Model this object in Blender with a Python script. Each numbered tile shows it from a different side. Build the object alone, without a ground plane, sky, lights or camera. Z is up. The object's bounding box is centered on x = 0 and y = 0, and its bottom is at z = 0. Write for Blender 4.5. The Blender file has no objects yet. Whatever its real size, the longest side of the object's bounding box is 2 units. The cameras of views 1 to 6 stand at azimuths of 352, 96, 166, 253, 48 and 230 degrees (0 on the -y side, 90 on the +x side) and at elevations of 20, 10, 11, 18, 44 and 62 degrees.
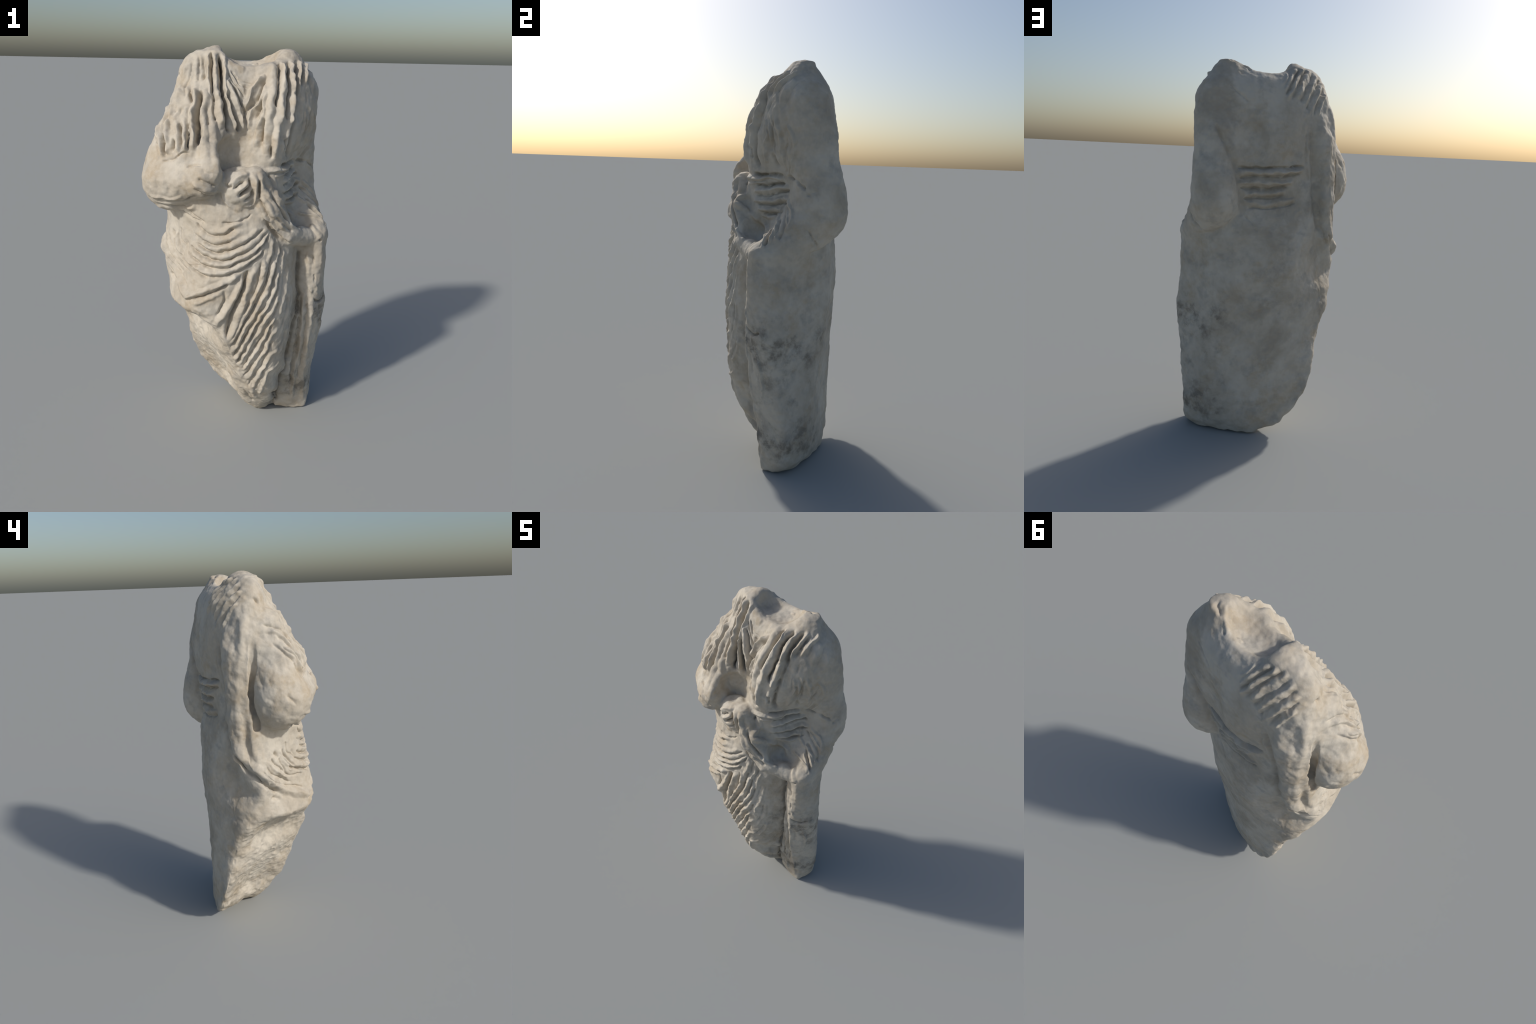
"""Headless marble statue of a draped, standing woman (weathered fragment).

The body is modelled as an implicit surface: a loft through horizontal
cross-sections, smoothly joined with arms, shoulders and a mantle roll, minus the
neck socket and pockets.  The surface is meshed, then every cloth fold is pressed
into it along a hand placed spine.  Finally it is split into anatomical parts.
"""
import math
import numpy as np

SEED = 7

# ----------------------------------------------------------------- helpers
def value_noise(p, scale, seed=0):
    """Smooth lattice noise in -1..1 at points p (n,3); scale = cell size."""
    rng = np.random.RandomState(SEED + seed)
    tab = rng.uniform(-1, 1, 4096).astype(np.float32)
    q = p / scale
    i = np.floor(q).astype(np.int64)
    f = (q - i).astype(np.float32)
    f = f * f * f * (f * (f * 6 - 15) + 10)
    out = np.zeros(len(p), np.float32)
    for dx in (0, 1):
        wx = f[:, 0] if dx else 1 - f[:, 0]
        for dy in (0, 1):
            wy = f[:, 1] if dy else 1 - f[:, 1]
            for dz in (0, 1):
                wz = f[:, 2] if dz else 1 - f[:, 2]
                h = ((i[:, 0] + dx) * 73856093) ^ ((i[:, 1] + dy) * 19349663) ^ ((i[:, 2] + dz) * 83492791)
                out += wx * wy * wz * tab[(h ^ (h >> 13)) & 4095]
    return out


def fbm(p, scale, octaves=3, seed=0):
    out = np.zeros(len(p), np.float32)
    amp = 1.0
    for o in range(octaves):
        out += amp * value_noise(p, scale, seed + 17 * o)
        amp *= 0.5
        scale *= 0.5
    return out


def smooth_step(a, b, x):
    t = np.clip((x - a) / (b - a), 0, 1)
    return t * t * (3 - 2 * t)


def catmull(points, n, closed=False):
    """n samples, evenly spaced by length, of a Catmull-Rom spline."""
    p = np.asarray(points, float)
    if len(p) == 2 and not closed:
        t = np.linspace(0, 1, n)[:, None]
        return p[0] * (1 - t) + p[1] * t
    if closed:
        q = np.vstack([p[-1], p, p[0], p[1]])
    else:
        q = np.vstack([2 * p[0] - p[1], p, 2 * p[-1] - p[-2]])
    seg = []
    t = np.linspace(0, 1, 13)[:-1, None]
    for k in range(len(q) - 3):
        a, b, c, d = q[k], q[k + 1], q[k + 2], q[k + 3]
        seg.append(0.5 * (2 * b + (c - a) * t + (2 * a - 5 * b + 4 * c - d) * t ** 2
                          + (3 * b - a - 3 * c + d) * t ** 3))
    s = np.vstack(seg + [q[-2][None]])
    L = np.r_[0, np.cumsum(np.linalg.norm(np.diff(s, axis=0), axis=1))]
    u = np.linspace(0, L[-1], n)
    return np.stack([np.interp(u, L, s[:, k]) for k in range(s.shape[1])], 1)


# ----------------------------------------------------------------- body loft
# height: cross-section seen from above, x to her left, y to the back
UPPER_SECTIONS = {
    1.97: [(-.20, .05), (-.12, -.02), (.05, .00), (.19, .01), (.27, .07), (.22, .12), (.06, .12), (-.1, .11), (-.17, .09)],
    1.90: [(-.27, .05), (-.2, -.015), (-.1, -.055), (.05, -.045), (.15, -.075), (.27, -.03), (.34, .06), (.29, .17),
           (.1, .19), (-.1, .175), (-.22, .135)],
    1.75: [(-.322, .015), (-.275, -.08), (-.2, -.13), (-.1, -.14), (.03, -.10), (.14, -.17), (.26, -.105), (.345, -.035),
           (.39, .08), (.355, .20), (.16, .235), (-.05, .235), (-.22, .188), (-.32, .12)],
    1.60: [(-.36, .08), (-.33, -.08), (-.2, -.20), (-.1, -.19), (.0, -.13), (.13, -.19), (.22, -.148), (.31, -.06),
           (.37, .05), (.385, .15), (.32, .25), (.15, .24), (-.02, .262), (-.18, .212), (-.29, .19)],
    1.45: [(-.365, .08), (-.31, -.08), (-.2, -.18), (-.05, -.13), (.05, -.17), (.13, -.18), (.2, -.135), (.27, .0),
           (.32, .1), (.3, .2), (.2, .235), (0, .25), (-.17, .202), (-.3, .185)],
    1.30: [(-.37, .09), (-.32, -.08), (-.25, -.19), (-.1, -.24), (.0, -.235), (.1, -.215), (.21, -.125), (.275, -.01),
           (.31, .12), (.28, .21), (.15, .235), (-.1, .22), (-.3, .165)],
    1.15: [(-.375, .09), (-.295, -.1), (-.19, -.225), (-.05, -.276), (.1, -.262), (.2, -.17), (.3, -.06), (.40, .0),
           (.42, .08), (.34, .19), (.2, .25), (0, .258), (-.2, .217), (-.32, .13)],
}
# hips, legs and foot
LOWER_SECTIONS = {
    1.00: [(-.395, .07), (-.318, -.1), (-.234, -.226), (-.1, -.292), (.08, -.28), (.18, -.24), (.25, -.18), (.285, -.12),
           (.33, -.11), (.4, -.12), (.44, -.08), (.447, .02), (.39, .11), (.28, .225), (.15, .26),
           (0, .277), (-.15, .25), (-.30, .135)],
    0.88: [(-.385, .06), (-.318, -.08), (-.274, -.208), (-.2, -.277), (-.1, -.293), (.05, -.287), (.17, -.255), (.25, -.19), (.285, -.125),
           (.32, -.12), (.38, -.13), (.42, -.11), (.45, -.06), (.455, .02), (.39, .105), (.27, .238), (.15, .262),
           (.0, .28), (-.15, .25), (-.31, .135)],
    0.80: [(-.37, .06), (-.348, -.08), (-.30, -.215), (-.225, -.277), (-.1, -.292), (.05, -.29), (.17, -.265), (.25, -.2), (.285, -.13),
           (.32, -.12), (.37, -.14), (.41, -.12), (.455, -.06), (.458, .02), (.39, .105), (.27, .238),
           (.15, .255), (.0, .275), (-.15, .255), (-.34, .16)],
    0.75: [(-.368, .08), (-.36, -.05), (-.303, -.2), (-.225, -.275), (-.1, -.29), (.05, -.287), (.165, -.265), (.245, -.203),
           (.283, -.13), (.318, -.12), (.37, -.14), (.408, -.12), (.46, -.06), (.464, .02), (.39, .105), (.275, .23),
           (.15, .252), (.0, .275), (-.15, .255), (-.32, .18)],
    0.70: [(-.355, .13), (-.29, -.02), (-.22, -.17), (-.17, -.275), (.05, -.284), (.16, -.265), (.24, -.205), (.28, -.13),
           (.315, -.12), (.37, -.14), (.405, -.12), (.467, -.06), (.47, .02), (.39, .105), (.28, .225),
           (.15, .25), (.0, .275), (-.15, .255), (-.3, .2)],
    0.60: [(-.30, .16), (-.178, -.04), (-.115, -.27), (-.04, -.282), (.07, -.274), (.16, -.262), (.235, -.195), (.275, -.12),
           (.31, -.11), (.36, -.125), (.40, -.115), (.46, -.05), (.468, .02), (.395, .105), (.29, .213),
           (.15, .245), (.0, .27), (-.15, .255), (-.25, .22)],
    0.50: [(-.275, .20), (-.204, .0), (-.095, -.235), (-.01, -.262), (.075, -.264), (.16, -.255), (.228, -.19), (.262, -.11),
           (.298, -.10), (.35, -.113), (.39, -.105), (.44, -.045), (.46, .025), (.40, .105), (.30, .205), (.15, .245),
           (.0, .27), (-.15, .258)],
    0.40: [(-.262, .22), (-.162, .02), (-.055, -.21), (.01, -.245), (.08, -.253), (.16, -.245), (.222, -.185), (.248, -.1),
           (.285, -.09), (.34, -.10), (.385, -.095), (.43, -.04), (.455, .04), (.405, .11), (.31, .195),
           (.15, .245), (.0, .268), (-.15, .262)],
    0.20: [(-.19, .25), (-.05, .07), (-.004, -.138), (.04, -.177), (.1, -.184), (.15, -.18), (.197, -.142), (.218, -.08),
           (.245, -.06), (.30, -.07), (.375, -.063), (.42, -.0), (.443, .07), (.405, .12), (.31, .195),
           (.15, .245), (.0, .268), (-.12, .265)],
    0.10: [(-.12, .255), (-.035, .08), (.027, -.078), (.1, -.11), (.15, -.11), (.192, -.088), (.20, -.025), 
           (.225, -.04), (.28, -.055), (.38, -.05), (.42, .0), (.435, .07), (.40, .12), (.31, .19), (.15, .25), (.0, .265)],
    0.04: [(-.05, .255), (.03, .1), (.048, -.03), (.1, -.07), (.145, -.06), (.175, -.03), (.195, -.01), 
           (.22, -.03), (.28, -.045), (.39, -.045), (.415, .0), (.43, .06), (.39, .12), (.30, .18), (.15, .245), (.04, .26)],
    0.00: [(.05, .245), (.10, .1), (.09, -.01), (.11, -.03), (.15, -.02), (.18, -.005), (.195, .0), (.21, .005),
           (.225, -.02), (.28, -.035), (.385, -.04), (.40, .0), (.41, .04), (.36, .12), (.27, .17), (.14, .235)],
}
SECTIONS = {**UPPER_SECTIONS, **LOWER_SECTIONS}


def body_axis(z):
    """Upright axis inside the body; it swings to her left towards the broken foot."""
    return 0.05 + 0.16 * (1 - smooth_step(.0, .45, z)), 0.06 + 0.04 * (1 - smooth_step(.0, .45, z))


N_ANG, N_LEV = 360, 420


def loft_table():
    """Radius around the body axis by (height, angle)."""
    zs = sorted(SECTIONS)
    rows = []
    ang = np.linspace(-np.pi, np.pi, N_ANG + 1)
    for z in zs:
        c = catmull(SECTIONS[z], 600, closed=True) - np.array(body_axis(z))
        a = np.arctan2(c[:, 1], c[:, 0])
        r = np.hypot(c[:, 0], c[:, 1])
        o = np.argsort(a)
        rows.append(np.interp(ang, a[o], r[o], period=2 * np.pi))
    rows = np.array(rows)
    # smooth (monotone-ish cubic) interpolation in height
    zz = np.linspace(zs[0], zs[-1], N_LEV)
    slopes = np.gradient(rows, zs, axis=0)
    k = np.clip(np.searchsorted(zs, zz) - 1, 0, len(zs) - 2)
    h = (np.array(zs)[k + 1] - np.array(zs)[k])[:, None]
    t = ((zz - np.array(zs)[k])[:, None]) / h
    out = ((2 * t ** 3 - 3 * t ** 2 + 1) * rows[k] + (t ** 3 - 2 * t ** 2 + t) * h * slopes[k]
           + (-2 * t ** 3 + 3 * t ** 2) * rows[k + 1] + (t ** 3 - t ** 2) * h * slopes[k + 1])
    dr = np.hypot(np.gradient(out, ang, axis=1) / out, np.gradient(out, zz, axis=0))
    return zz, out, 1 / np.sqrt(1 + dr ** 2)


def sd_loft(x, y, z, table):
    zz, R, W = table
    ax, ay = body_axis(z)
    dx, dy = x - ax, y - ay
    rho = np.sqrt(dx * dx + dy * dy)
    a = (np.arctan2(dy, dx) + np.pi) / (2 * np.pi) * N_ANG
    b = np.clip((z - zz[0]) / (zz[-1] - zz[0]), 0, 1) * (N_LEV - 1)
    i = np.minimum(a.astype(int), N_ANG - 1)
    j = np.minimum(b.astype(int), N_LEV - 2)
    fa, fb = a - i, b - j
    r = (R[j, i] * (1 - fa) + R[j, i + 1] * fa) * (1 - fb) + (R[j + 1, i] * (1 - fa) + R[j + 1, i + 1] * fa) * fb
    side = (rho - r) * W[j, i]
    cap = np.maximum(z - zz[-1], zz[0] - z)
    return np.maximum(side, cap)


def sd_ellipsoid(x, y, z, c, r):
    q = np.sqrt(((x - c[0]) / r[0]) ** 2 + ((y - c[1]) / r[1]) ** 2 + ((z - c[2]) / r[2]) ** 2)
    return (q - 1) * min(r)


def sd_limb(x, y, z, a, b, ra, rb):
    """Tapered capsule."""
    a, b = np.array(a), np.array(b)
    d = b - a
    t = np.clip(((x - a[0]) * d[0] + (y - a[1]) * d[1] + (z - a[2]) * d[2]) / (d @ d), 0, 1)
    return np.sqrt((x - a[0] - t * d[0]) ** 2 + (y - a[1] - t * d[1]) ** 2 + (z - a[2] - t * d[2]) ** 2) - (ra + (rb - ra) * t)


def smin(a, b, k):
    h = np.clip(0.5 + 0.5 * (b - a) / k, 0, 1)
    return b * (1 - h) + a * h - k * h * (1 - h)


def smax(a, b, k):
    return -smin(-a, -b, k)


RIGHT_ARM, LEFT_ARM, ROLL, HANGING = "right arm", "left arm", "roll", "hanging"
# joined parts: tag, (kind, blend, geometry)
ADD = [
    ("body", ("blob", .04, (-.125, .05, 1.905), (.075, .075, .09))),
    ("body", ("blob", .03, (-.105, .05, 1.935), (.045, .065, .055))),      # right shoulder ridge
    ("body", ("blob", .04, (-.215, .05, 1.87), (.065, .065, .09))),
    ("body", ("blob", .04, (.235, .08, 1.905), (.075, .075, .085))),      # left shoulder
    (LEFT_ARM, ("limb", .05, (.30, .10, 1.80), (.30, .18, 1.40), .085, .12)),      # left upper arm
    (LEFT_ARM, ("blob", .05, (.30, .175, 1.29), (.125, .145, .15))),      # left elbow
    (LEFT_ARM, ("limb", .05, (.335, .09, 1.19), (.39, -.07, 1.08), .10, .06)),      # left forearm
    (HANGING, ("limb", .04, (.39, -.07, 1.09), (.39, -.09, .84), .055, .04)),      # cloth hanging from the left hand
    (RIGHT_ARM, ("limb", .04, (-.265, -.02, 1.74), (-.352, -.05, 1.39), .07, .125)),      # right upper arm
    (RIGHT_ARM, ("blob", .03, (-.34, -.06, 1.375), (.135, .13, .15))),
    (RIGHT_ARM, ("blob", .03, (-.352, -.025, 1.42), (.115, .115, .17))),
    (RIGHT_ARM, ("blob", .05, (-.325, -.08, 1.56), (.075, .075, .12))),
    (RIGHT_ARM, ("blob", .05, (-.262, -.158, 1.53), (.062, .066, .10))),      # right elbow, hanging sleeve
    (RIGHT_ARM, ("limb", .04, (-.345, -.105, 1.382), (-.195, -.22, 1.415), .115, .093)),      # right forearm
    (RIGHT_ARM, ("limb", .03, (-.175, -.21, 1.55), (-.155, -.27, 1.455), .04, .042)),      # cloth over the forearm
    ("body", ("limb", .025, (-.285, .168, 1.62), (-.297, .166, 1.30), .028, .037)),      # mantle band down the back
    ("body", ("limb", .025, (-.297, .166, 1.30), (-.308, .155, 1.10), .037, .041)),
    ("body", ("limb", .025, (-.308, .155, 1.10), (-.335, .09, .95), .041, .034)),
    (ROLL, ("blob", .016, (-.03, -.20, 1.365), (.095, .085, .105))),      # gathered bunch of the roll
    (ROLL, ("limb", .018, (.05, -.205, 1.41), (.12, -.208, 1.27), .058, .063)),      # mantle roll
    (ROLL, ("limb", .018, (.12, -.208, 1.27), (.215, -.168, 1.125), .063, .057)),
    (ROLL, ("limb", .018, (.215, -.168, 1.125), (.37, -.088, 1.07), .056, .05)),
]
CUT = [
    ("blob", .03, (.05, .045, 1.96), (.135, .098, .062)),            # neck socket
    ("blob", .012, (-.048, -.215, 1.535), (.072, .09, .088)),          # hollow in front of the chest
    ("blob", .03, (.255, -.125, 1.21), (.05, .065, .07)),            # pocket under the left arm
    ("limb", .012, (-.355, .08, 1.71), (-.345, .088, 1.42), .008, .024),
    ("limb", .012, (-.345, .088, 1.42), (-.355, .078, 1.25), .024, .020),    # slit behind the right arm
]


# chips along the broken back edge
CUT += [("blob", .006, c, (rad, rad, rad * 1.4)) for c, rad in (
    ((-.150, .275, .085), .024), ((-.200, .275, .19), .022), ((-.240, .27, .265), .02),
    ((-.272, .25, .42), .014), ((-.318, .20, .575), .022), ((-.06, .275, .03), .018))]


def body_field(x, y, z, table):
    f = sd_loft(x, y, z, table)
    for tag, (kind, k, *g) in ADD:
        f = smin(f, sd_limb(x, y, z, *g) if kind == "limb" else sd_ellipsoid(x, y, z, *g), k)
    for kind, k, *g in CUT:
        f = smax(f, -(sd_limb(x, y, z, *g) if kind == "limb" else sd_ellipsoid(x, y, z, *g)), k)
    return f


# ----------------------------------------------------------------- meshing
LO = np.array([-.56, -.42, -.03])
STEP = 0.0056
DIM = (192, 148, 368)


def field_grid():
    table = loft_table()
    gx, gy, gz = [LO[k] + STEP * np.arange(DIM[k]) for k in range(3)]
    f = np.empty(DIM, np.float32)
    for i in range(0, DIM[0], 17):
        X, Y, Z = np.meshgrid(gx[i:i + 17], gy, gz, indexing="ij")
        f[i:i + 17] = body_field(X, Y, Z, table)
    return f


def surface_net(f):
    """Quads through the zero set of a sampled field (naive surface nets)."""
    n = np.array(f.shape)
    inside = f < 0
    corner = [(i, j, k) for i in (0, 1) for j in (0, 1) for k in (0, 1)]
    cnt = np.zeros(n - 1, np.int8)
    for i, j, k in corner:
        cnt += inside[i:n[0] - 1 + i, j:n[1] - 1 + j, k:n[2] - 1 + k]
    cells = np.argwhere((cnt > 0) & (cnt < 8))
    index = -np.ones(n - 1, np.int64)
    index[tuple(cells.T)] = np.arange(len(cells))
    acc = np.zeros((len(cells), 3))
    w = np.zeros(len(cells))
    val = {c: f[tuple((cells + c).T)] for c in corner}
    for a in corner:
        for ax in range(3):
            if a[ax]:
                continue
            b = tuple(a[k] + (k == ax) for k in range(3))
            fa, fb = val[a], val[b]
            m = (fa < 0) != (fb < 0)
            t = fa[m] / (fa[m] - fb[m])
            p = np.tile(np.array(a, float), (m.sum(), 1))
            p[:, ax] += t
            acc[m] += p
            w[m] += 1
    verts = LO + STEP * (cells + acc / w[:, None])
    quads = []
    for ax in range(3):
        u, v = (ax + 1) % 3, (ax + 2) % 3
        s0 = [slice(1, n[k] - 1) for k in range(3)]
        s1 = list(s0)
        s0[ax] = slice(0, n[ax] - 1)
        s1[ax] = slice(1, n[ax])
        A, B = inside[tuple(s0)], inside[tuple(s1)]
        for flip in (False, True):
            e = np.argwhere((A & ~B) if not flip else (~A & B))
            base = e.copy()
            for k in range(3):
                base[:, k] += 0 if k == ax else 1
            q = []
            for du, dv in ((0, 0), (1, 0), (1, 1), (0, 1)):
                c = base.copy()
                c[:, u] -= du
                c[:, v] -= dv
                q.append(index[tuple(c.T)])
            q = np.stack(q, 1)
            quads.append(q[:, ::-1] if flip else q)
    return verts, np.vstack(quads)


def subdivide(v, q):
    """Split every quad in four and relax the new points."""
    e = np.sort(np.vstack([q[:, [0, 1]], q[:, [1, 2]], q[:, [2, 3]], q[:, [3, 0]]]), 1)
    key, inv = np.unique(e[:, 0] * len(v) + e[:, 1], return_inverse=True)
    a, b = key // len(v), key % len(v)
    m = len(q)
    E = len(v) + inv
    F = len(v) + len(key) + np.arange(m)
    nv = np.vstack([v, (v[a] + v[b]) / 2, v[q].mean(1)])
    e0, e1, e2, e3 = E[:m], E[m:2 * m], E[2 * m:3 * m], E[3 * m:]
    nq = np.vstack([np.stack([q[:, 0], e0, F, e3], 1), np.stack([q[:, 1], e1, F, e0], 1),
                    np.stack([q[:, 2], e2, F, e1], 1), np.stack([q[:, 3], e3, F, e2], 1)])
    return nv, nq


def relax(v, q, times=1, w=0.5):
    a = np.concatenate([q[:, 0], q[:, 1], q[:, 2], q[:, 3]])
    b = np.concatenate([q[:, 1], q[:, 2], q[:, 3], q[:, 0]])
    deg = np.bincount(a, minlength=len(v)) + np.bincount(b, minlength=len(v))
    for _ in range(times):
        s = np.stack([np.bincount(a, v[b, k], len(v)) + np.bincount(b, v[a, k], len(v)) for k in range(v.shape[1])], 1)
        v = v * (1 - w) + w * s / deg[:, None]
    return v


def vertex_normals(v, q):
    d = np.cross(v[q[:, 2]] - v[q[:, 0]], v[q[:, 3]] - v[q[:, 1]])
    n = np.stack([sum(np.bincount(q[:, c], d[:, k], len(v)) for c in range(4)) for k in range(3)], 1)
    return n / np.maximum(np.linalg.norm(n, axis=1), 1e-12)[:, None]


def build_surface():
    f = field_grid()
    v, q = surface_net(f)
    v = relax(v, q, 2, .5)
    v, q = subdivide(v, q)
    v = relax(v, q, 2, .5)
    return f, v, q


# ----------------------------------------------------------------- cloth folds
# Every fold is a spine on the surface (control points in millimetres) with a half
# width and a height: ridges stand proud, grooves are drilled in.
FOLDS = []


def ridge(half_width, height, *spine):
    FOLDS.append((half_width / 1000 * 1.15, height / 1000, spine))


def groove(half_width, depth, *spine):
    FOLDS.append((half_width / 1000 * .78, -depth / 1000 * 1.25, spine))

# <folds>
# right chest pleats
groove(8, 35, (-143, -20, 1969), (-144, -40, 1919), (-143, -86, 1842), (-136, -128, 1776), (-135, -156, 1722), (-134, -180, 1679))
ridge(22, 28, (-126, -26, 1970), (-119, -54, 1897), (-122, -100, 1826), (-114, -128, 1777), (-108, -149, 1733), (-106, -169, 1689), (-101, -187, 1631))
groove(12, 52, (-101, -31, 1959), (-100, -66, 1881), (-95, -106, 1815), (-89, -131, 1766), (-78, -153, 1705), (-72, -168, 1644), (-64, -165, 1620))
ridge(18, 22, (-85, -22, 1968), (-84, -66, 1881), (-83, -105, 1815), (-72, -131, 1755), (-58, -141, 1710), (-46, -144, 1664), (-42, -146, 1621))
groove(10, 46, (-78, -113, 1799), (-60, -129, 1743), (-45, -134, 1704), (-28, -132, 1663), (-21, -133, 1622))
ridge(20, 25, (-77, -79, 1859), (-54, -104, 1804), (-32, -114, 1754), (-17, -119, 1702), (-2, -123, 1651), (5, -128, 1616))
groove(8, 24, (-65, -84, 1848), (-33, -97, 1804), (-10, -105, 1753), (5, -112, 1708), (12, -119, 1674))
groove(6, 14, (-70, -66, 1882), (-41, -83, 1843), (-9, -90, 1804), (13, -95, 1770))
groove(6, 14, (-54, -59, 1893), (-23, -79, 1843), (7, -81, 1821), (31, -83, 1805))
groove(5, 10, (-26, -75, 1851), (26, -74, 1835), (52, -81, 1824))
groove(14, 60, (-201, -94, 1802), (-203, -127, 1753), (-212, -147, 1709), (-218, -167, 1666), (-214, -199, 1612), (-218, -221, 1567))
ridge(20, 25, (-220, -75, 1812), (-218, -121, 1753), (-233, -143, 1697), (-240, -176, 1644), (-236, -210, 1591), (-244, -221, 1544))
ridge(30, 20, (-182, -90, 1819), (-177, -128, 1765), (-188, -155, 1710), (-184, -186, 1657), (-186, -214, 1597), (-193, -247, 1556))
groove(10, 14, (-167, -148, 1732), (-169, -178, 1678), (-167, -195, 1646))
groove(10, 32, (-253, -153, 1664), (-254, -191, 1623), (-260, -215, 1580), (-262, -223, 1544))
ridge(17, 17, (-275, -126, 1690), (-274, -178, 1633), (-272, -214, 1580), (-276, -222, 1538))
groove(10, 26, (-292, -140, 1663), (-291, -179, 1621), (-295, -213, 1549))
ridge(16, 17, (-309, -129, 1673), (-306, -169, 1620), (-306, -200, 1567), (-313, -199, 1529))
groove(10, 26, (-327, -169, 1591), (-330, -179, 1529))
groove(22, 24, (-343, -130, 1653), (-342, -140, 1637))
ridge(17, 17, (-357, -102, 1676), (-358, -140, 1616), (-354, -156, 1560), (-349, -168, 1512))
groove(9, 21, (-375, -129, 1615), (-369, -148, 1559), (-364, -160, 1511))
ridge(15, 17, (-392, -57, 1648), (-387, -128, 1586), (-382, -144, 1529), (-376, -162, 1496))
groove(9, 21, (-237, -59, 1817), (-239, -99, 1774), (-238, -118, 1741))
groove(14, 14, (-177, -7, 1958), (-177, -34, 1896), (-177, -74, 1841))
ridge(14, 13, (-152, -14, 1972), (-154, -44, 1897), (-153, -92, 1831), (-151, -127, 1776))
groove(6, 10, (-377, -167, 1489), (-344, -182, 1494), (-308, -204, 1518), (-282, -220, 1534), (-254, -224, 1527))

# left chest pleats
ridge(20, 32, (107, -81, 1876), (78, -89, 1839), (51, -88, 1805), (36, -97, 1765), (11, -106, 1731), (-1, -114, 1705))
groove(11, 19, (111, -92, 1862), (93, -109, 1823), (75, -114, 1783), (50, -111, 1740), (30, -109, 1718))
ridge(18, 20, (99, -122, 1807), (80, -132, 1745), (53, -120, 1720), (34, -122, 1680), (25, -131, 1625))
groove(10, 24, (93, -137, 1768), (71, -136, 1710), (57, -135, 1675))
ridge(18, 20, (107, -130, 1802), (94, -156, 1712), (79, -157, 1654), (62, -159, 1584), (60, -162, 1546))
groove(8, 26, (96, -162, 1690), (92, -172, 1621), (84, -173, 1572))
ridge(28, 20, (149, -38, 1929), (138, -104, 1857), (138, -140, 1803), (123, -166, 1748), (115, -178, 1680), (109, -183, 1599), (108, -183, 1519))
groove(12, 29, (182, -34, 1929), (171, -90, 1880), (170, -123, 1830), (154, -159, 1770), (158, -176, 1726))
ridge(24, 25, (200, -29, 1930), (194, -93, 1869), (185, -128, 1814), (177, -157, 1759), (163, -183, 1681), (148, -189, 1588), (142, -181, 1501))
groove(9, 35, (227, -20, 1930), (218, -84, 1869), (218, -113, 1813), (208, -141, 1752), (199, -160, 1708), (203, -161, 1679))
ridge(21, 28, (248, -12, 1930), (241, -66, 1881), (238, -98, 1824), (230, -120, 1768), (224, -139, 1723), (214, -153, 1666), (203, -160, 1596), (191, -160, 1528))
groove(16, 29, (269, -1, 1931), (258, -79, 1847), (261, -94, 1796), (253, -115, 1733), (241, -134, 1665), (225, -140, 1570), (219, -119, 1493))
ridge(15, 20, (290, 21, 1938), (279, -43, 1881), (271, -83, 1816))
ridge(14, 17, (323, 61, 1927), (318, -9, 1880), (309, -52, 1832))
groove(10, 16, (304, 24, 1927), (298, -33, 1875), (292, -68, 1824))
ridge(16, 14, (300, -83, 1731), (308, -77, 1659), (285, -82, 1580), (252, -78, 1508))
ridge(16, 14, (339, -46, 1728), (356, -14, 1665), (336, 2, 1569), (302, 27, 1478))
groove(12, 14, (323, -64, 1730), (332, -50, 1662), (308, -50, 1576), (279, -12, 1488))
ridge(14, 13, (380, 25, 1692), (387, 61, 1606), (356, 54, 1517), (317, 44, 1459))
groove(10, 22, (131, -190, 1565), (128, -182, 1492))

# left side of the breast
groove(16, 22, (199, -163, 1582), (200, -157, 1550))
groove(12, 10, (312, -76, 1687), (315, -65, 1632), (298, -56, 1565))
groove(11, 10, (343, -41, 1731), (333, -46, 1646), (303, -36, 1551))
ridge(15, 9, (333, -53, 1737), (323, -58, 1646), (293, -42, 1542))
groove(8, 7, (376, 30, 1639), (336, 18, 1549), (289, 22, 1463))
ridge(10, 6, (384, 49, 1627), (344, 34, 1539), (299, 31, 1465))
groove(8, 7, (394, 72, 1612), (359, 51, 1532), (310, 40, 1461))
groove(14, 12, (342, 60, 1448), (371, 79, 1437), (391, 100, 1431))
groove(22, 16, (418, 138, 1384), (423, 161, 1392))

# lapel and right sleeve
ridge(28, 16, (-158, -161, 1711), (-149, -197, 1647), (-139, -211, 1580), (-137, -265, 1519), (-136, -308, 1452))
groove(10, 14, (-226, -306, 1432), (-181, -312, 1410), (-131, -284, 1393))
ridge(14, 12, (-249, -296, 1416), (-215, -307, 1389), (-163, -297, 1373), (-127, -267, 1373))
groove(9, 12, (-244, -294, 1386), (-204, -293, 1359), (-137, -237, 1342))
groove(22, 14, (-191, -305, 1466), (-172, -313, 1456))
ridge(20, 14, (-424, -109, 1268), (-371, -148, 1261), (-298, -141, 1253), (-223, -207, 1278))
groove(10, 15, (-411, -168, 1300), (-351, -190, 1297), (-273, -220, 1312), (-227, -275, 1346))
ridge(16, 9, (-450, -143, 1324), (-409, -184, 1321), (-344, -207, 1316), (-284, -246, 1337))
groove(8, 8, (-428, -166, 1317), (-368, -197, 1311), (-326, -211, 1314))
groove(24, 10, (-406, -203, 1395), (-401, -207, 1375))
groove(24, 10, (-362, -228, 1388), (-353, -231, 1370))
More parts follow.
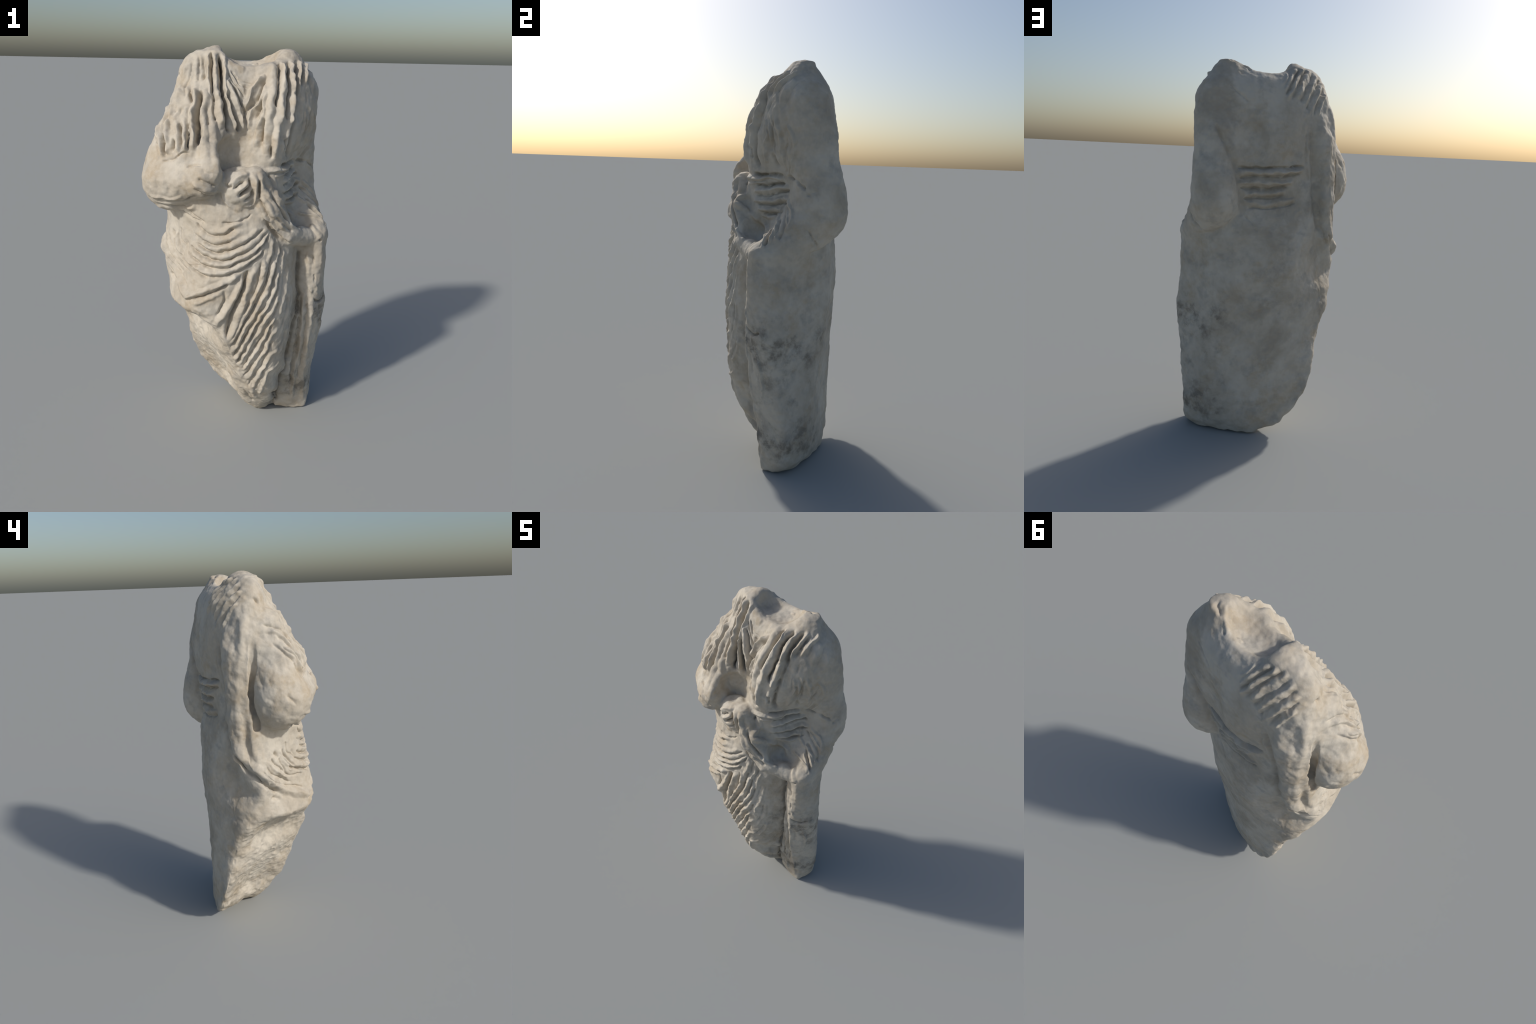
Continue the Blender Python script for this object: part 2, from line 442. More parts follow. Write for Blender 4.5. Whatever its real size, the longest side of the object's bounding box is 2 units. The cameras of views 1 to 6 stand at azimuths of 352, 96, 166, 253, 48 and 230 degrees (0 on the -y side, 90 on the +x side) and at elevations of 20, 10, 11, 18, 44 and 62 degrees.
groove(10, 8, (-270, -255, 1472), (-235, -266, 1485), (-196, -291, 1484))

# gathered bunch
groove(10, 20, (-64, -279, 1374), (-34, -282, 1392), (-5, -271, 1414))
ridge(16, 12, (-85, -267, 1384), (-39, -272, 1421), (-2, -256, 1438), (23, -246, 1445))
groove(10, 26, (-39, -282, 1339), (2, -280, 1363), (22, -268, 1390), (15, -258, 1429))
ridge(14, 12, (-54, -281, 1355), (-16, -283, 1381), (8, -270, 1408))
ridge(20, 16, (-6, -250, 1279), (38, -239, 1297), (51, -260, 1345), (50, -263, 1400), (35, -251, 1443))
groove(10, 18, (-8, -271, 1312), (28, -262, 1334), (35, -265, 1380))
groove(8, 30, (63, -261, 1418), (65, -265, 1364), (56, -256, 1317))
ridge(16, 10, (-111, -247, 1362), (-93, -249, 1314), (-60, -253, 1284), (-12, -250, 1271))
groove(10, 16, (-102, -252, 1399), (-74, -273, 1386), (-60, -273, 1409))

# mantle roll
ridge(22, 14, (77, -239, 1449), (76, -261, 1399), (94, -264, 1358), (121, -268, 1309))
groove(22, 18, (100, -248, 1402), (104, -253, 1383))
ridge(24, 18, (138, -178, 1431), (149, -176, 1362), (167, -233, 1313), (239, -64, 1203), (283, -75, 1148))
groove(10, 17, (123, -246, 1365), (144, -257, 1313), (180, -246, 1256), (227, -218, 1187))
ridge(20, 14, (75, -266, 1346), (100, -270, 1298), (139, -269, 1248), (182, -245, 1190), (209, -234, 1165))
groove(10, 16, (63, -262, 1327), (92, -270, 1270), (126, -254, 1212))
groove(9, 14, (122, -182, 1425), (125, -191, 1396))
ridge(20, 16, (84, -263, 1255), (118, -250, 1207), (159, -237, 1162), (196, -229, 1125), (244, -214, 1097))
groove(9, 14, (142, -265, 1238), (197, -240, 1183), (244, -220, 1140))
ridge(15, 10, (196, -237, 1222), (244, -210, 1166), (294, -173, 1140))
groove(12, 20, (96, -254, 1222), (139, -237, 1163), (190, -221, 1105), (242, -203, 1081))

# waist folds
groove(11, 28, (187, -151, 1463), (212, -120, 1460), (247, -54, 1459), (281, 14, 1458))
ridge(16, 18, (100, -192, 1441), (215, -112, 1442), (249, -46, 1452), (279, 19, 1436))
groove(10, 26, (198, -134, 1408), (229, -81, 1407), (252, -31, 1419), (275, 20, 1416))
ridge(12, 12, (139, -178, 1412), (213, -111, 1419), (232, -75, 1428))
ridge(16, 18, (188, -145, 1373), (227, -87, 1382), (252, -30, 1397), (291, 35, 1403))
groove(10, 20, (202, -128, 1358), (237, -72, 1360), (259, -15, 1377), (305, 41, 1391))
ridge(16, 16, (190, -143, 1338), (231, -92, 1328), (260, -27, 1340), (319, 39, 1360))
groove(9, 18, (207, -126, 1320), (245, -69, 1317), (269, -12, 1324), (314, 33, 1341))
ridge(16, 14, (214, -120, 1299), (244, -75, 1288), (270, -25, 1296), (300, 19, 1311))
groove(9, 16, (226, -96, 1271), (269, -38, 1275), (309, 14, 1292))
ridge(14, 10, (216, -104, 1256), (262, -51, 1256), (287, -14, 1267))

# folds of the left forearm
groove(10, 15, (290, 25, 1458), (369, 77, 1435), (411, 126, 1400))
groove(16, 14, (410, 120, 1390), (423, 153, 1367))
ridge(13, 12, (283, 17, 1337), (303, -5, 1264), (405, -6, 1208), (437, -9, 1159))
ridge(13, 12, (325, 40, 1353), (395, 60, 1282), (417, 46, 1232), (430, 35, 1199))
groove(9, 14, (316, 29, 1319), (379, 32, 1266), (421, 26, 1212), (438, 10, 1168))
ridge(12, 12, (297, -44, 1197), (408, -56, 1167), (449, -66, 1120))
groove(9, 14, (345, -5, 1244), (407, -37, 1181), (440, -58, 1136))
groove(10, 12, (344, 11, 1265), (391, 4, 1227), (418, -5, 1193), (433, -17, 1164))
ridge(12, 10, (327, 34, 1322), (384, 34, 1262), (420, 44, 1223))
groove(10, 11, (305, 27, 1328), (366, 27, 1271), (419, 28, 1215), (434, 8, 1175))
ridge(12, 10, (359, -26, 1215), (402, -49, 1175), (439, -75, 1133))
ridge(12, 10, (342, 1, 1253), (394, -17, 1209), (437, -42, 1145))
groove(9, 10, (363, -24, 1217), (411, -40, 1176), (439, -58, 1139))

# belly folds
groove(9, 14, (-230, -192, 1191), (-208, -209, 1165), (-171, -238, 1146), (-134, -256, 1144), (-90, -267, 1160), (-46, -271, 1184))
ridge(20, 11, (-208, -210, 1192), (-165, -238, 1166), (-115, -260, 1165), (-65, -268, 1190), (-14, -262, 1226))
groove(8, 10, (-109, -258, 1207), (-46, -266, 1212), (6, -259, 1232), (38, -250, 1249))
groove(8, 12, (-240, -180, 1133), (-203, -222, 1112), (-154, -257, 1098), (-104, -274, 1105), (-56, -280, 1123))
ridge(18, 11, (-221, -199, 1145), (-172, -242, 1117), (-116, -267, 1121), (-59, -276, 1143), (-8, -275, 1171))
groove(8, 13, (-229, -203, 1091), (-185, -244, 1071), (-136, -272, 1064), (-92, -283, 1074), (-47, -286, 1089), (4, -284, 1113), (56, -274, 1149), (90, -259, 1177))
ridge(18, 11, (-210, -220, 1097), (-160, -256, 1085), (-110, -276, 1090), (-47, -283, 1111), (17, -279, 1145), (63, -264, 1186))
groove(9, 15, (-261, -173, 1068), (-205, -239, 1041), (-161, -268, 1027), (-111, -287, 1026), (-67, -292, 1040), (-9, -290, 1062), (50, -282, 1098), (91, -267, 1139), (111, -254, 1162))
ridge(18, 11, (-235, -201, 1078), (-179, -252, 1056), (-123, -280, 1048), (-67, -289, 1060), (-9, -288, 1085), (50, -279, 1124))
groove(9, 16, (-287, -136, 1063), (-262, -187, 1026), (-225, -232, 1005), (-175, -269, 989), (-118, -290, 985), (-73, -296, 991), (-44, -294, 1016), (11, -289, 1032), (57, -283, 1063), (103, -266, 1112), (119, -252, 1148))
ridge(18, 12, (-255, -189, 1047), (-199, -248, 1018), (-137, -282, 1007), (-80, -293, 1017), (-9, -291, 1048), (56, -282, 1081), (100, -266, 1129))
groove(10, 16, (-315, -105, 1005), (-264, -200, 967), (-213, -255, 945), (-150, -286, 939), (-99, -294, 948), (-47, -296, 968), (-8, -293, 988), (51, -284, 1024), (97, -273, 1073))
ridge(18, 12, (-288, -153, 1007), (-232, -235, 972), (-169, -277, 962), (-99, -293, 970), (-35, -295, 996), (31, -287, 1032), (83, -276, 1075))
ridge(20, 16, (-299, -213, 809), (-248, -256, 844), (-189, -282, 874), (-118, -293, 906), (-67, -295, 929), (-27, -294, 968))
groove(9, 18, (-293, -225, 804), (-229, -271, 837), (-164, -289, 860), (-112, -293, 892), (-79, -294, 907))
ridge(18, 11, (-265, -256, 789), (-216, -279, 812), (-164, -289, 836), (-119, -292, 864))
groove(8, 9, (-340, -38, 1077), (-334, -71, 1015), (-308, -112, 957), (-264, -205, 941))
groove(7, 8, (-319, -64, 1113), (-314, -96, 1052), (-289, -154, 1000))
groove(7, 8, (-298, -95, 1150), (-299, -106, 1090), (-274, -163, 1045))
ridge(12, 7, (-329, -51, 1095), (-324, -83, 1034), (-299, -135, 976))
groove(16, 14, (-383, 23, 962), (-380, 22, 936))
groove(16, 12, (-362, -3, 857), (-347, -35, 851))

# thigh folds
groove(12, 14, (-104, -293, 879), (-98, -293, 822), (-117, -291, 778), (-137, -287, 732))
ridge(24, 18, (-7, -293, 946), (-26, -293, 883), (-58, -294, 821), (-91, -291, 763), (-124, -287, 718), (-150, -268, 671))
groove(15, 26, (13, -291, 978), (-1, -291, 903), (-32, -293, 819), (-64, -291, 739), (-84, -289, 658), (-92, -291, 603))
ridge(22, 15, (59, -283, 996), (20, -290, 902), (1, -293, 832), (-18, -291, 760), (-43, -286, 677), (-77, -290, 598))
groove(9, 12, (84, -279, 1007), (59, -285, 898), (40, -290, 837), (9, -292, 773), (-7, -289, 732))
ridge(18, 13, (106, -273, 1025), (81, -281, 924), (55, -287, 856), (29, -291, 787), (-4, -288, 728), (-23, -286, 668), (-70, -285, 580))
groove(9, 15, (140, -256, 1046), (115, -273, 948), (102, -277, 886), (75, -286, 833), (54, -289, 785), (23, -288, 727), (-16, -284, 652), (-62, -277, 552))
ridge(17, 13, (149, -257, 1011), (129, -268, 931), (109, -278, 850), (83, -286, 804), (50, -286, 732), (4, -284, 666), (-29, -280, 590), (-61, -266, 514))
groove(9, 15, (163, -250, 994), (144, -264, 894), (117, -281, 808), (64, -284, 716), (32, -282, 656), (-14, -275, 564), (-54, -259, 486))
ridge(17, 13, (171, -250, 958), (152, -265, 858), (124, -280, 800), (91, -282, 751), (52, -282, 670), (26, -279, 610), (-14, -270, 537), (-46, -251, 457))
groove(9, 14, (187, -242, 940), (166, -262, 841), (132, -277, 776), (85, -282, 699), (40, -277, 600), (-6, -263, 502), (-38, -248, 439))
ridge(16, 12, (174, -261, 826), (147, -272, 758), (106, -280, 697), (87, -278, 652), (47, -276, 591), (15, -268, 519), (-24, -248, 431))
groove(9, 13, (182, -259, 795), (156, -267, 718), (115, -276, 657), (82, -272, 588), (36, -265, 501), (-3, -244, 403))
ridge(16, 11, (163, -264, 709), (122, -274, 648), (103, -272, 602), (70, -267, 531), (37, -261, 467), (5, -242, 393))
groove(9, 12, (143, -270, 668), (111, -269, 569), (79, -263, 489), (32, -249, 396), (6, -232, 346))
ridge(16, 11, (181, -251, 641), (138, -269, 591), (113, -265, 520), (79, -261, 464), (47, -249, 387), (21, -228, 326))
groove(9, 11, (154, -263, 571), (121, -263, 495), (88, -255, 412), (49, -234, 328), (32, -210, 264))
ridge(15, 10, (188, -236, 508), (143, -259, 483), (109, -256, 411), (77, -240, 339), (47, -208, 253))
groove(8, 9, (136, -259, 460), (111, -250, 383), (80, -230, 299), (68, -205, 241))
ridge(15, 9, (193, -226, 429), (140, -245, 379), (114, -238, 310), (95, -184, 200))
groove(18, 15, (-25, -240, 402), (-3, -239, 384))
ridge(17, 11, (141, -239, 1129), (132, -258, 1067), (107, -274, 991))
ridge(15, 10, (172, -220, 1095), (163, -244, 1034), (148, -260, 984))
groove(8, 9, (157, -227, 1125), (151, -246, 1063), (130, -267, 987))
ridge(12, 8, (199, -210, 1056), (193, -234, 987), (182, -246, 906))
groove(7, 7, (186, -214, 1079), (178, -239, 1011), (170, -251, 952))

# hanging mantle end
ridge(14, 12, (335, -127, 776), (334, -125, 666), (334, -113, 547), (328, -101, 416), (315, -80, 276), (313, -54, 80))
groove(11, 18, (316, -120, 758), (313, -107, 545), (309, -100, 458), (298, -82, 295), (292, -61, 168))
ridge(16, 10, (383, -137, 701), (378, -118, 547), (370, -95, 368), (371, -62, 172), (373, -50, 55))
groove(9, 12, (353, -134, 716), (354, -119, 549), (349, -98, 388), (340, -74, 226))
ridge(14, 9, (447, -82, 657), (442, -44, 506), (426, -42, 377))
groove(14, 10, (408, -112, 624), (400, -95, 493))
groove(10, 22, (384, -137, 748), (408, -118, 719), (432, -99, 709), (462, -63, 724))
ridge(12, 10, (361, -139, 826), (375, -140, 765))
ridge(16, 10, (392, -144, 827), (412, -117, 753))
groove(9, 10, (383, -141, 887), (392, -144, 827))
groove(9, 16, (397, -140, 1081), (413, -136, 1065))
ridge(16, 12, (351, -93, 1143), (380, -125, 1124), (400, -136, 1098), (394, -141, 1064))
ridge(16, 9, (345, -120, 1014), (354, -128, 943), (350, -131, 869))
groove(10, 10, (372, -131, 995), (381, -137, 931))

# back waist folds
groove(8, 16, (199, 249, 1453), (81, 250, 1455), (-29, 247, 1462), (-154, 207, 1469))
ridge(19, 22, (199, 252, 1434), (80, 248, 1435), (-23, 245, 1440), (-151, 207, 1446))
groove(11, 17, (193, 253, 1408), (44, 246, 1410), (-47, 237, 1417), (-138, 211, 1429))
ridge(18, 20, (193, 256, 1381), (42, 241, 1381), (-102, 220, 1391))
groove(11, 17, (188, 255, 1353), (39, 236, 1351), (-74, 225, 1366))
ridge(18, 18, (182, 250, 1325), (38, 233, 1326), (-68, 224, 1339))
groove(11, 14, (179, 248, 1298), (36, 233, 1303), (-62, 225, 1313))
ridge(17, 11, (156, 239, 1275), (36, 235, 1273), (-114, 218, 1298))
groove(10, 10, (145, 241, 1250), (0, 235, 1257), (-115, 220, 1278))

# back of the left arm
groove(26, 16, (323, 246, 1667), (285, 263, 1601), (244, 261, 1527), (212, 254, 1464), (191, 255, 1381), (177, 247, 1282), (180, 249, 1222), (213, 253, 1182), (263, 243, 1141), (331, 202, 1113), (380, 161, 1105))
groove(9, 6, (245, 208, 1854), (188, 224, 1807), (149, 233, 1772))
groove(10, 10, (291, 263, 1606), (244, 261, 1527), (212, 254, 1464), (191, 255, 1381), (177, 247, 1282), (180, 249, 1222), (213, 253, 1182), (263, 243, 1141))
groove(9, 5, (159, 246, 1222), (112, 257, 1171), (91, 263, 1125))
groove(9, 8, (427, 133, 1231), (409, 169, 1175), (363, 187, 1124))

# mantle band
groove(26, 15, (-178, 212, 1677), (-195, 207, 1559), (-214, 197, 1424), (-231, 191, 1286), (-254, 186, 1180), (-293, 199, 1089), (-325, 164, 1025))
ridge(40, 14, (-252, 170, 1763), (-253, 202, 1629), (-267, 200, 1460), (-275, 203, 1288), (-296, 197, 1161))
groove(12, 6, (-156, 220, 1676), (-164, 210, 1524), (-190, 198, 1389))
ridge(16, 6, (-171, 215, 1624), (-183, 202, 1491), (-203, 197, 1355))
ridge(34, 14, (-308, 108, 1804), (-326, 129, 1711), (-332, 147, 1605), (-334, 158, 1495), (-333, 163, 1382), (-339, 162, 1267), (-340, 139, 1170))

# back shoulder pleats
ridge(15, 13, (-109, 124, 1967), (-74, 169, 1911), (-34, 215, 1843))
groove(9, 10, (-131, 119, 1972), (-90, 170, 1908), (-40, 221, 1822))
ridge(15, 13, (-150, 111, 1973), (-106, 171, 1904), (-44, 226, 1798))
groove(9, 10, (-168, 103, 1973), (-128, 165, 1906), (-72, 221, 1804))
ridge(15, 13, (-185, 93, 1970), (-151, 158, 1908), (-100, 215, 1809))
groove(9, 10, (-208, 94, 1958), (-173, 159, 1899), (-117, 214, 1796))
ridge(15, 13, (-231, 94, 1946), (-194, 160, 1889), (-133, 213, 1780))
groove(9, 10, (-245, 98, 1929), (-211, 163, 1872), (-149, 212, 1756))
ridge(15, 13, (-259, 102, 1911), (-227, 165, 1852), (-166, 212, 1732))
groove(9, 10, (-267, 112, 1884), (-240, 164, 1833), (-192, 203, 1730))
ridge(15, 13, (-275, 123, 1858), (-253, 162, 1809), (-219, 194, 1728))
ridge(12, 8, (-62, 144, 1938), (-43, 183, 1899), (-22, 203, 1873))

# mantle hem
groove(15, 20, (-312, 199, 1128), (-349, 157, 1054), (-375, 102, 996), (-389, 43, 940), (-339, -40, 878))
ridge(32, 28, (-354, 143, 1100), (-354, 125, 1071), (-395, 69, 1011), (-339, -41, 911), (-305, -157, 850), (-275, -241, 823))
groove(16, 18, (-345, -10, 1117), (-337, -45, 1074))
groove(18, 18, (-278, -146, 1075), (-278, -156, 1050))
groove(9, 10, (-384, 45, 1051), (-375, 4, 1000), (-314, -92, 932), (-298, -129, 914))
groove(8, 8, (-393, 68, 1029), (-382, 20, 973), (-323, -67, 914), (-279, -203, 872))
groove(11, 12, (-316, -74, 1101), (-311, -102, 1049), (-290, -151, 1001))
groove(9, 10, (-362, 10, 1085), (-357, -24, 1039), (-323, -89, 979))
ridge(12, 9, (-373, 24, 1064), (-365, -13, 1016), (-313, -99, 948))
ridge(12, 8, (-326, -50, 1114), (-324, -73, 1064), (-305, -124, 1003))
groove(9, 8, (-288, -158, 967), (-248, -217, 981), (-203, -250, 999))

# right sleeve folds
groove(16, 12, (-292, 63, 1880), (-294, 16, 1834))
groove(11, 8, (-333, 26, 1748), (-342, -29, 1738), (-340, -76, 1713), (-370, -111, 1651))
ridge(13, 8, (-346, 14, 1722), (-355, -41, 1708), (-369, -82, 1674), (-380, -124, 1613))
groove(10, 8, (-361, -33, 1698), (-376, -73, 1667), (-386, -104, 1631))
ridge(14, 8, (-382, -30, 1657), (-402, -92, 1606), (-335, -175, 1525))
groove(12, 7, (-372, -5, 1663), (-401, -52, 1620), (-407, -107, 1567), (-398, -140, 1508))
groove(18, 9, (-482, -52, 1417), (-483, -81, 1387))
groove(18, 9, (-400, 68, 1497), (-419, 64, 1467))
groove(20, 8, (-452, 42, 1404), (-462, 29, 1394))
groove(10, 10, (-434, -80, 1268), (-196, -219, 1199), (-403, -161, 1276))

# broken shoulder
groove(14, 10, (186, 131, 1969), (228, 107, 1989), (233, 79, 1993))
groove(12, 8, (181, 69, 1953), (152, 84, 1927))
ridge(14, 8, (223, 81, 1991), (187, 101, 1976), (156, 126, 1958), (115, 139, 1942))
groove(10, 9, (150, 146, 1944), (127, 150, 1939))
ridge(12, 8, (93, 115, 1922), (82, 114, 1919))
groove(9, 6, (196, -30, 1929), (208, -78, 1887))

# upper right sleeve
ridge(18, 9, (-256, 11, 1923), (-269, -1, 1871), (-288, -9, 1820), (-296, -77, 1772))
groove(12, 8, (-232, 1, 1934), (-239, -19, 1878), (-259, -39, 1821), (-267, -96, 1762))
ridge(16, 8, (-208, -8, 1935), (-210, -30, 1879), (-223, -54, 1828))
groove(10, 8, (-193, 1, 1957), (-198, -28, 1896), (-206, -57, 1840))
ridge(16, 9, (-332, -51, 1747), (-339, -89, 1703), (-333, -122, 1672))
groove(12, 8, (-315, -88, 1727), (-321, -118, 1683))
groove(12, 9, (-285, -103, 1728), (-292, -125, 1684))
ridge(14, 8, (-262, -110, 1734), (-263, -130, 1690), (-273, -145, 1663))

# left side of the breast
ridge(16, 9, (300, 28, 1934), (309, 4, 1902), (314, -36, 1852))
groove(12, 8, (320, 37, 1916), (331, -5, 1870), (329, -35, 1824))
ridge(18, 7, (343, 52, 1898), (357, 13, 1851), (351, -18, 1786))
groove(14, 7, (361, 63, 1879), (373, 22, 1820), (363, -6, 1756))
ridge(18, 6, (382, 74, 1849), (389, 46, 1776), (376, 15, 1703))
ridge(16, 8, (260, -93, 1803), (252, -111, 1746), (245, -130, 1676))
groove(13, 9, (278, -82, 1807), (271, -100, 1739), (262, -117, 1661))
ridge(16, 8, (301, -69, 1795), (295, -87, 1727), (286, -96, 1644))
groove(12, 8, (316, -55, 1802), (309, -73, 1740))

# thigh folds
ridge(15, 7, (224, -212, 964), (219, -224, 867), (197, -249, 775), (177, -257, 705))
groove(9, 6, (212, -222, 968), (202, -236, 873), (184, -257, 794))
ridge(15, 7, (245, -205, 813), (233, -213, 712), (209, -227, 627), (187, -242, 574))
groove(9, 6, (232, -220, 805), (217, -228, 704), (196, -239, 634))
ridge(15, 7, (241, -191, 623), (220, -206, 537), (188, -233, 474))
groove(9, 6, (224, -208, 601), (198, -229, 535), (172, -247, 483))
ridge(17, 9, (34, -230, 327), (52, -209, 253), (83, -155, 155))
groove(10, 7, (11, -191, 245), (37, -162, 181), (74, -112, 109))

# gap between leg and hanging cloth
groove(18, 14, (302, -112, 1010), (299, -112, 900), (296, -110, 760), (288, -102, 620), (276, -95, 510), (261, -86, 400), (237, -64, 280), (221, -45, 190), (209, -28, 100), (199, -8, 30))
groove(10, 32, (302, -112, 1010), (299, -112, 900), (296, -110, 760), (288, -102, 620), (276, -95, 510), (261, -86, 400), (237, -64, 280), (221, -45, 190), (209, -28, 100), (199, -8, 30))
# </folds>


def sample(f, p):
    """Trilinear lookup of the sampled field."""
    u = np.clip((p - LO) / STEP, 0, np.array(f.shape) - 1.001)
    i = u.astype(int)
    t = u - i
    out = np.zeros(len(p))
    for a in (0, 1):
        for b in (0, 1):
            for c in (0, 1):
                w = (t[:, 0] if a else 1 - t[:, 0]) * (t[:, 1] if b else 1 - t[:, 1]) * (t[:, 2] if c else 1 - t[:, 2])
                out += w * f[i[:, 0] + a, i[:, 1] + b, i[:, 2] + c]
    return out


def onto_surface(f, p):
    """Slide points along the field's slope to the surface."""
    for _ in range(3):
        g = np.stack([sample(f, p + e) - sample(f, p - e) for e in np.eye(3) * .004], 1) / .008
        step = sample(f, p)[:, None] * g / np.maximum((g * g).sum(1), .2)[:, None]
        p = p - np.clip(step, -.015, .015)
    return p


def broken_mask(v, n):
    """Where the stone broke off below her right hip: a slanting rough face."""
    facing = smooth_step(.60, .80, n @ np.array([-.86, -.33, -.38]))
    return facing * (1 - smooth_step(.70, .84, v[:, 2]))


def sculpt(f, v, q):
    n = vertex_normals(v, q)
    n = relax(n, q, 6, .5)
    n /= np.linalg.norm(n, axis=1)[:, None]
    # cloth edges wander: bend the space in which distances to a spine are measured
    warp = np.stack([value_noise(v, .035, 40 + k) for k in range(3)], 1) * .005
    warp += np.stack([value_noise(v, .014, 50 + k) for k in range(3)], 1) * .0016
    pv = v + warp
    lumps = value_noise(v, .03, 60)
    up = np.zeros(len(v))
    down = np.zeros(len(v))
    # coarse buckets for quick lookup
    order = np.argsort(pv[:, 2])
    zs = pv[order, 2]
    for w, h, spine in FOLDS:
        p = np.array(spine, float) / 1000
        L = np.linalg.norm(np.diff(p, axis=0), axis=1).sum()
        if h < 0 and L < 2.6 * w:                    # a worn hollow rather than a cut
            w, h = w * 1.3, h * .55
        c = onto_surface(f, catmull(p, max(6, int(L / .004))))
        reach = w * (1.0 if h > 0 else 2.6)
        lo, hi = c.min(0) - reach, c.max(0) + reach
        idx = order[np.searchsorted(zs, lo[2]):np.searchsorted(zs, hi[2])]
        near = pv[idx]
        idx = idx[np.all((near[:, :2] > lo[:2]) & (near[:, :2] < hi[:2]), axis=1)]
        if not len(idx):
            continue
        d2 = np.full(len(idx), 9.)
        t = np.zeros(len(idx))
        for k in range(len(c) - 1):
            s = c[k + 1] - c[k]
            r = pv[idx] - c[k]
            u = np.clip(r @ s / max(s @ s, 1e-12), 0, 1)
            e = ((r - u[:, None] * s) ** 2).sum(1)
            m = e < d2
            d2[m] = e[m]
            t[m] = (k + u[m]) / (len(c) - 1)
        d = np.sqrt(d2)
        core = idx[d < w]
        if not len(core):
            continue
        facing = smooth_step(-.1, .35, n[idx] @ (n[core].mean(0) / np.linalg.norm(n[core].mean(0)))) if L < .25 else 1.0
        fade = min(.5, (1.5 if h > 0 else 3.0) * w / L)
        ends = smooth_step(-.02, fade, t) * smooth_step(-.02, fade, 1 - t)
        ends = np.maximum(ends, 1.0 if L < 3 * w else 0)
        lump = 1 + (.42 if w < .028 else .12) * lumps[idx]
        if h > 0:
            shape = np.where(d < w, .5 + .5 * np.cos(np.pi * d / w), 0)
            up[idx] = np.maximum(up[idx], h * shape * ends * facing * lump)
        else:
            shape = np.exp(-1.5 * (d / w) ** 1.5)
            down[idx] = np.minimum(down[idx], h * shape * ends * facing * (1.5 - .5 * lump))
    sunk = relax(up[:, None], q, 40, .7)[:, 0]      # cloth between ridges lies a little deeper
    broken = broken_mask(v, n)
    stone = .0034 * fbm(v, .05, 2, 70) + .0015 * value_noise(v, .02, 75) + .0005 * fbm(v, .011, 2, 80)
    # thin crinkles running down the dress over chest and sleeves
    front = smooth_step(1.45, 1.55, v[:, 2]) * (1 - smooth_step(1.86, 1.95, v[:, 2])) * smooth_step(-.15, .35, -n[:, 1])
    crinkle = .0042 * front * value_noise(v * np.array([1, 1, .2]) + warp, .02, 99)
    rough = .0045 * fbm(v * np.array([1, 1, 1.3]), .07, 3, 90) - .004 * np.abs(value_noise(v, .03, 95))
    v = v + n * (up - .35 * sunk + down + stone + crinkle + broken * rough)[:, None]
    return relax(v, q, 1, .25)


# ----------------------------------------------------------------- parts


def part_names(v, q):
    """Name of the anatomical or cloth part for every face of the plain surface."""
    c = v[q].mean(1)
    n = vertex_normals(v, q)[q].mean(1)
    x, y, z = c.T
    group = {}
    for tag, (kind, k, *g) in ADD:
        d = sd_limb(x, y, z, *g) if kind == "limb" else sd_ellipsoid(x, y, z, *g)
        group[tag] = np.minimum(group.get(tag, 9.), d)
    body = sd_loft(x, y, z, loft_table())
    name = np.where(z < 1.22, "skirt", "torso").astype(object)
    groove_x = np.interp(z, [0, .04, .42, .66, 1.02], [.2, .205, .262, .293, .302])
    name[(z < .70 + 1.25 * (x + .15)) & (x < groove_x) & (y < .02) & (z < 1.1) & (n[:, 1] < .2)] = "leg"
    name[(x >= groove_x) & (y < .08 - .1 * (x - .3)) & (z < 1.1)] = "mantle_end"
    for tag, part in ((RIGHT_ARM, "arm"), (LEFT_ARM, "arm.001"), (ROLL, "mantle_roll"), (HANGING, "mantle_end")):
        others = np.min([group[t] for t in group if t != tag], axis=0)
        name[(group[tag] < body) & (group[tag] <= others) & (group[tag] < .03)] = part
    kind, k, *g = CUT[0]
    name[(sd_ellipsoid(x, y, z, *g) < .012) & (n[:, 2] > .2)] = "neck"
    name[broken_mask(c, n) > .5] = "broken_face"
    return name


# === BLENDER
import bpy


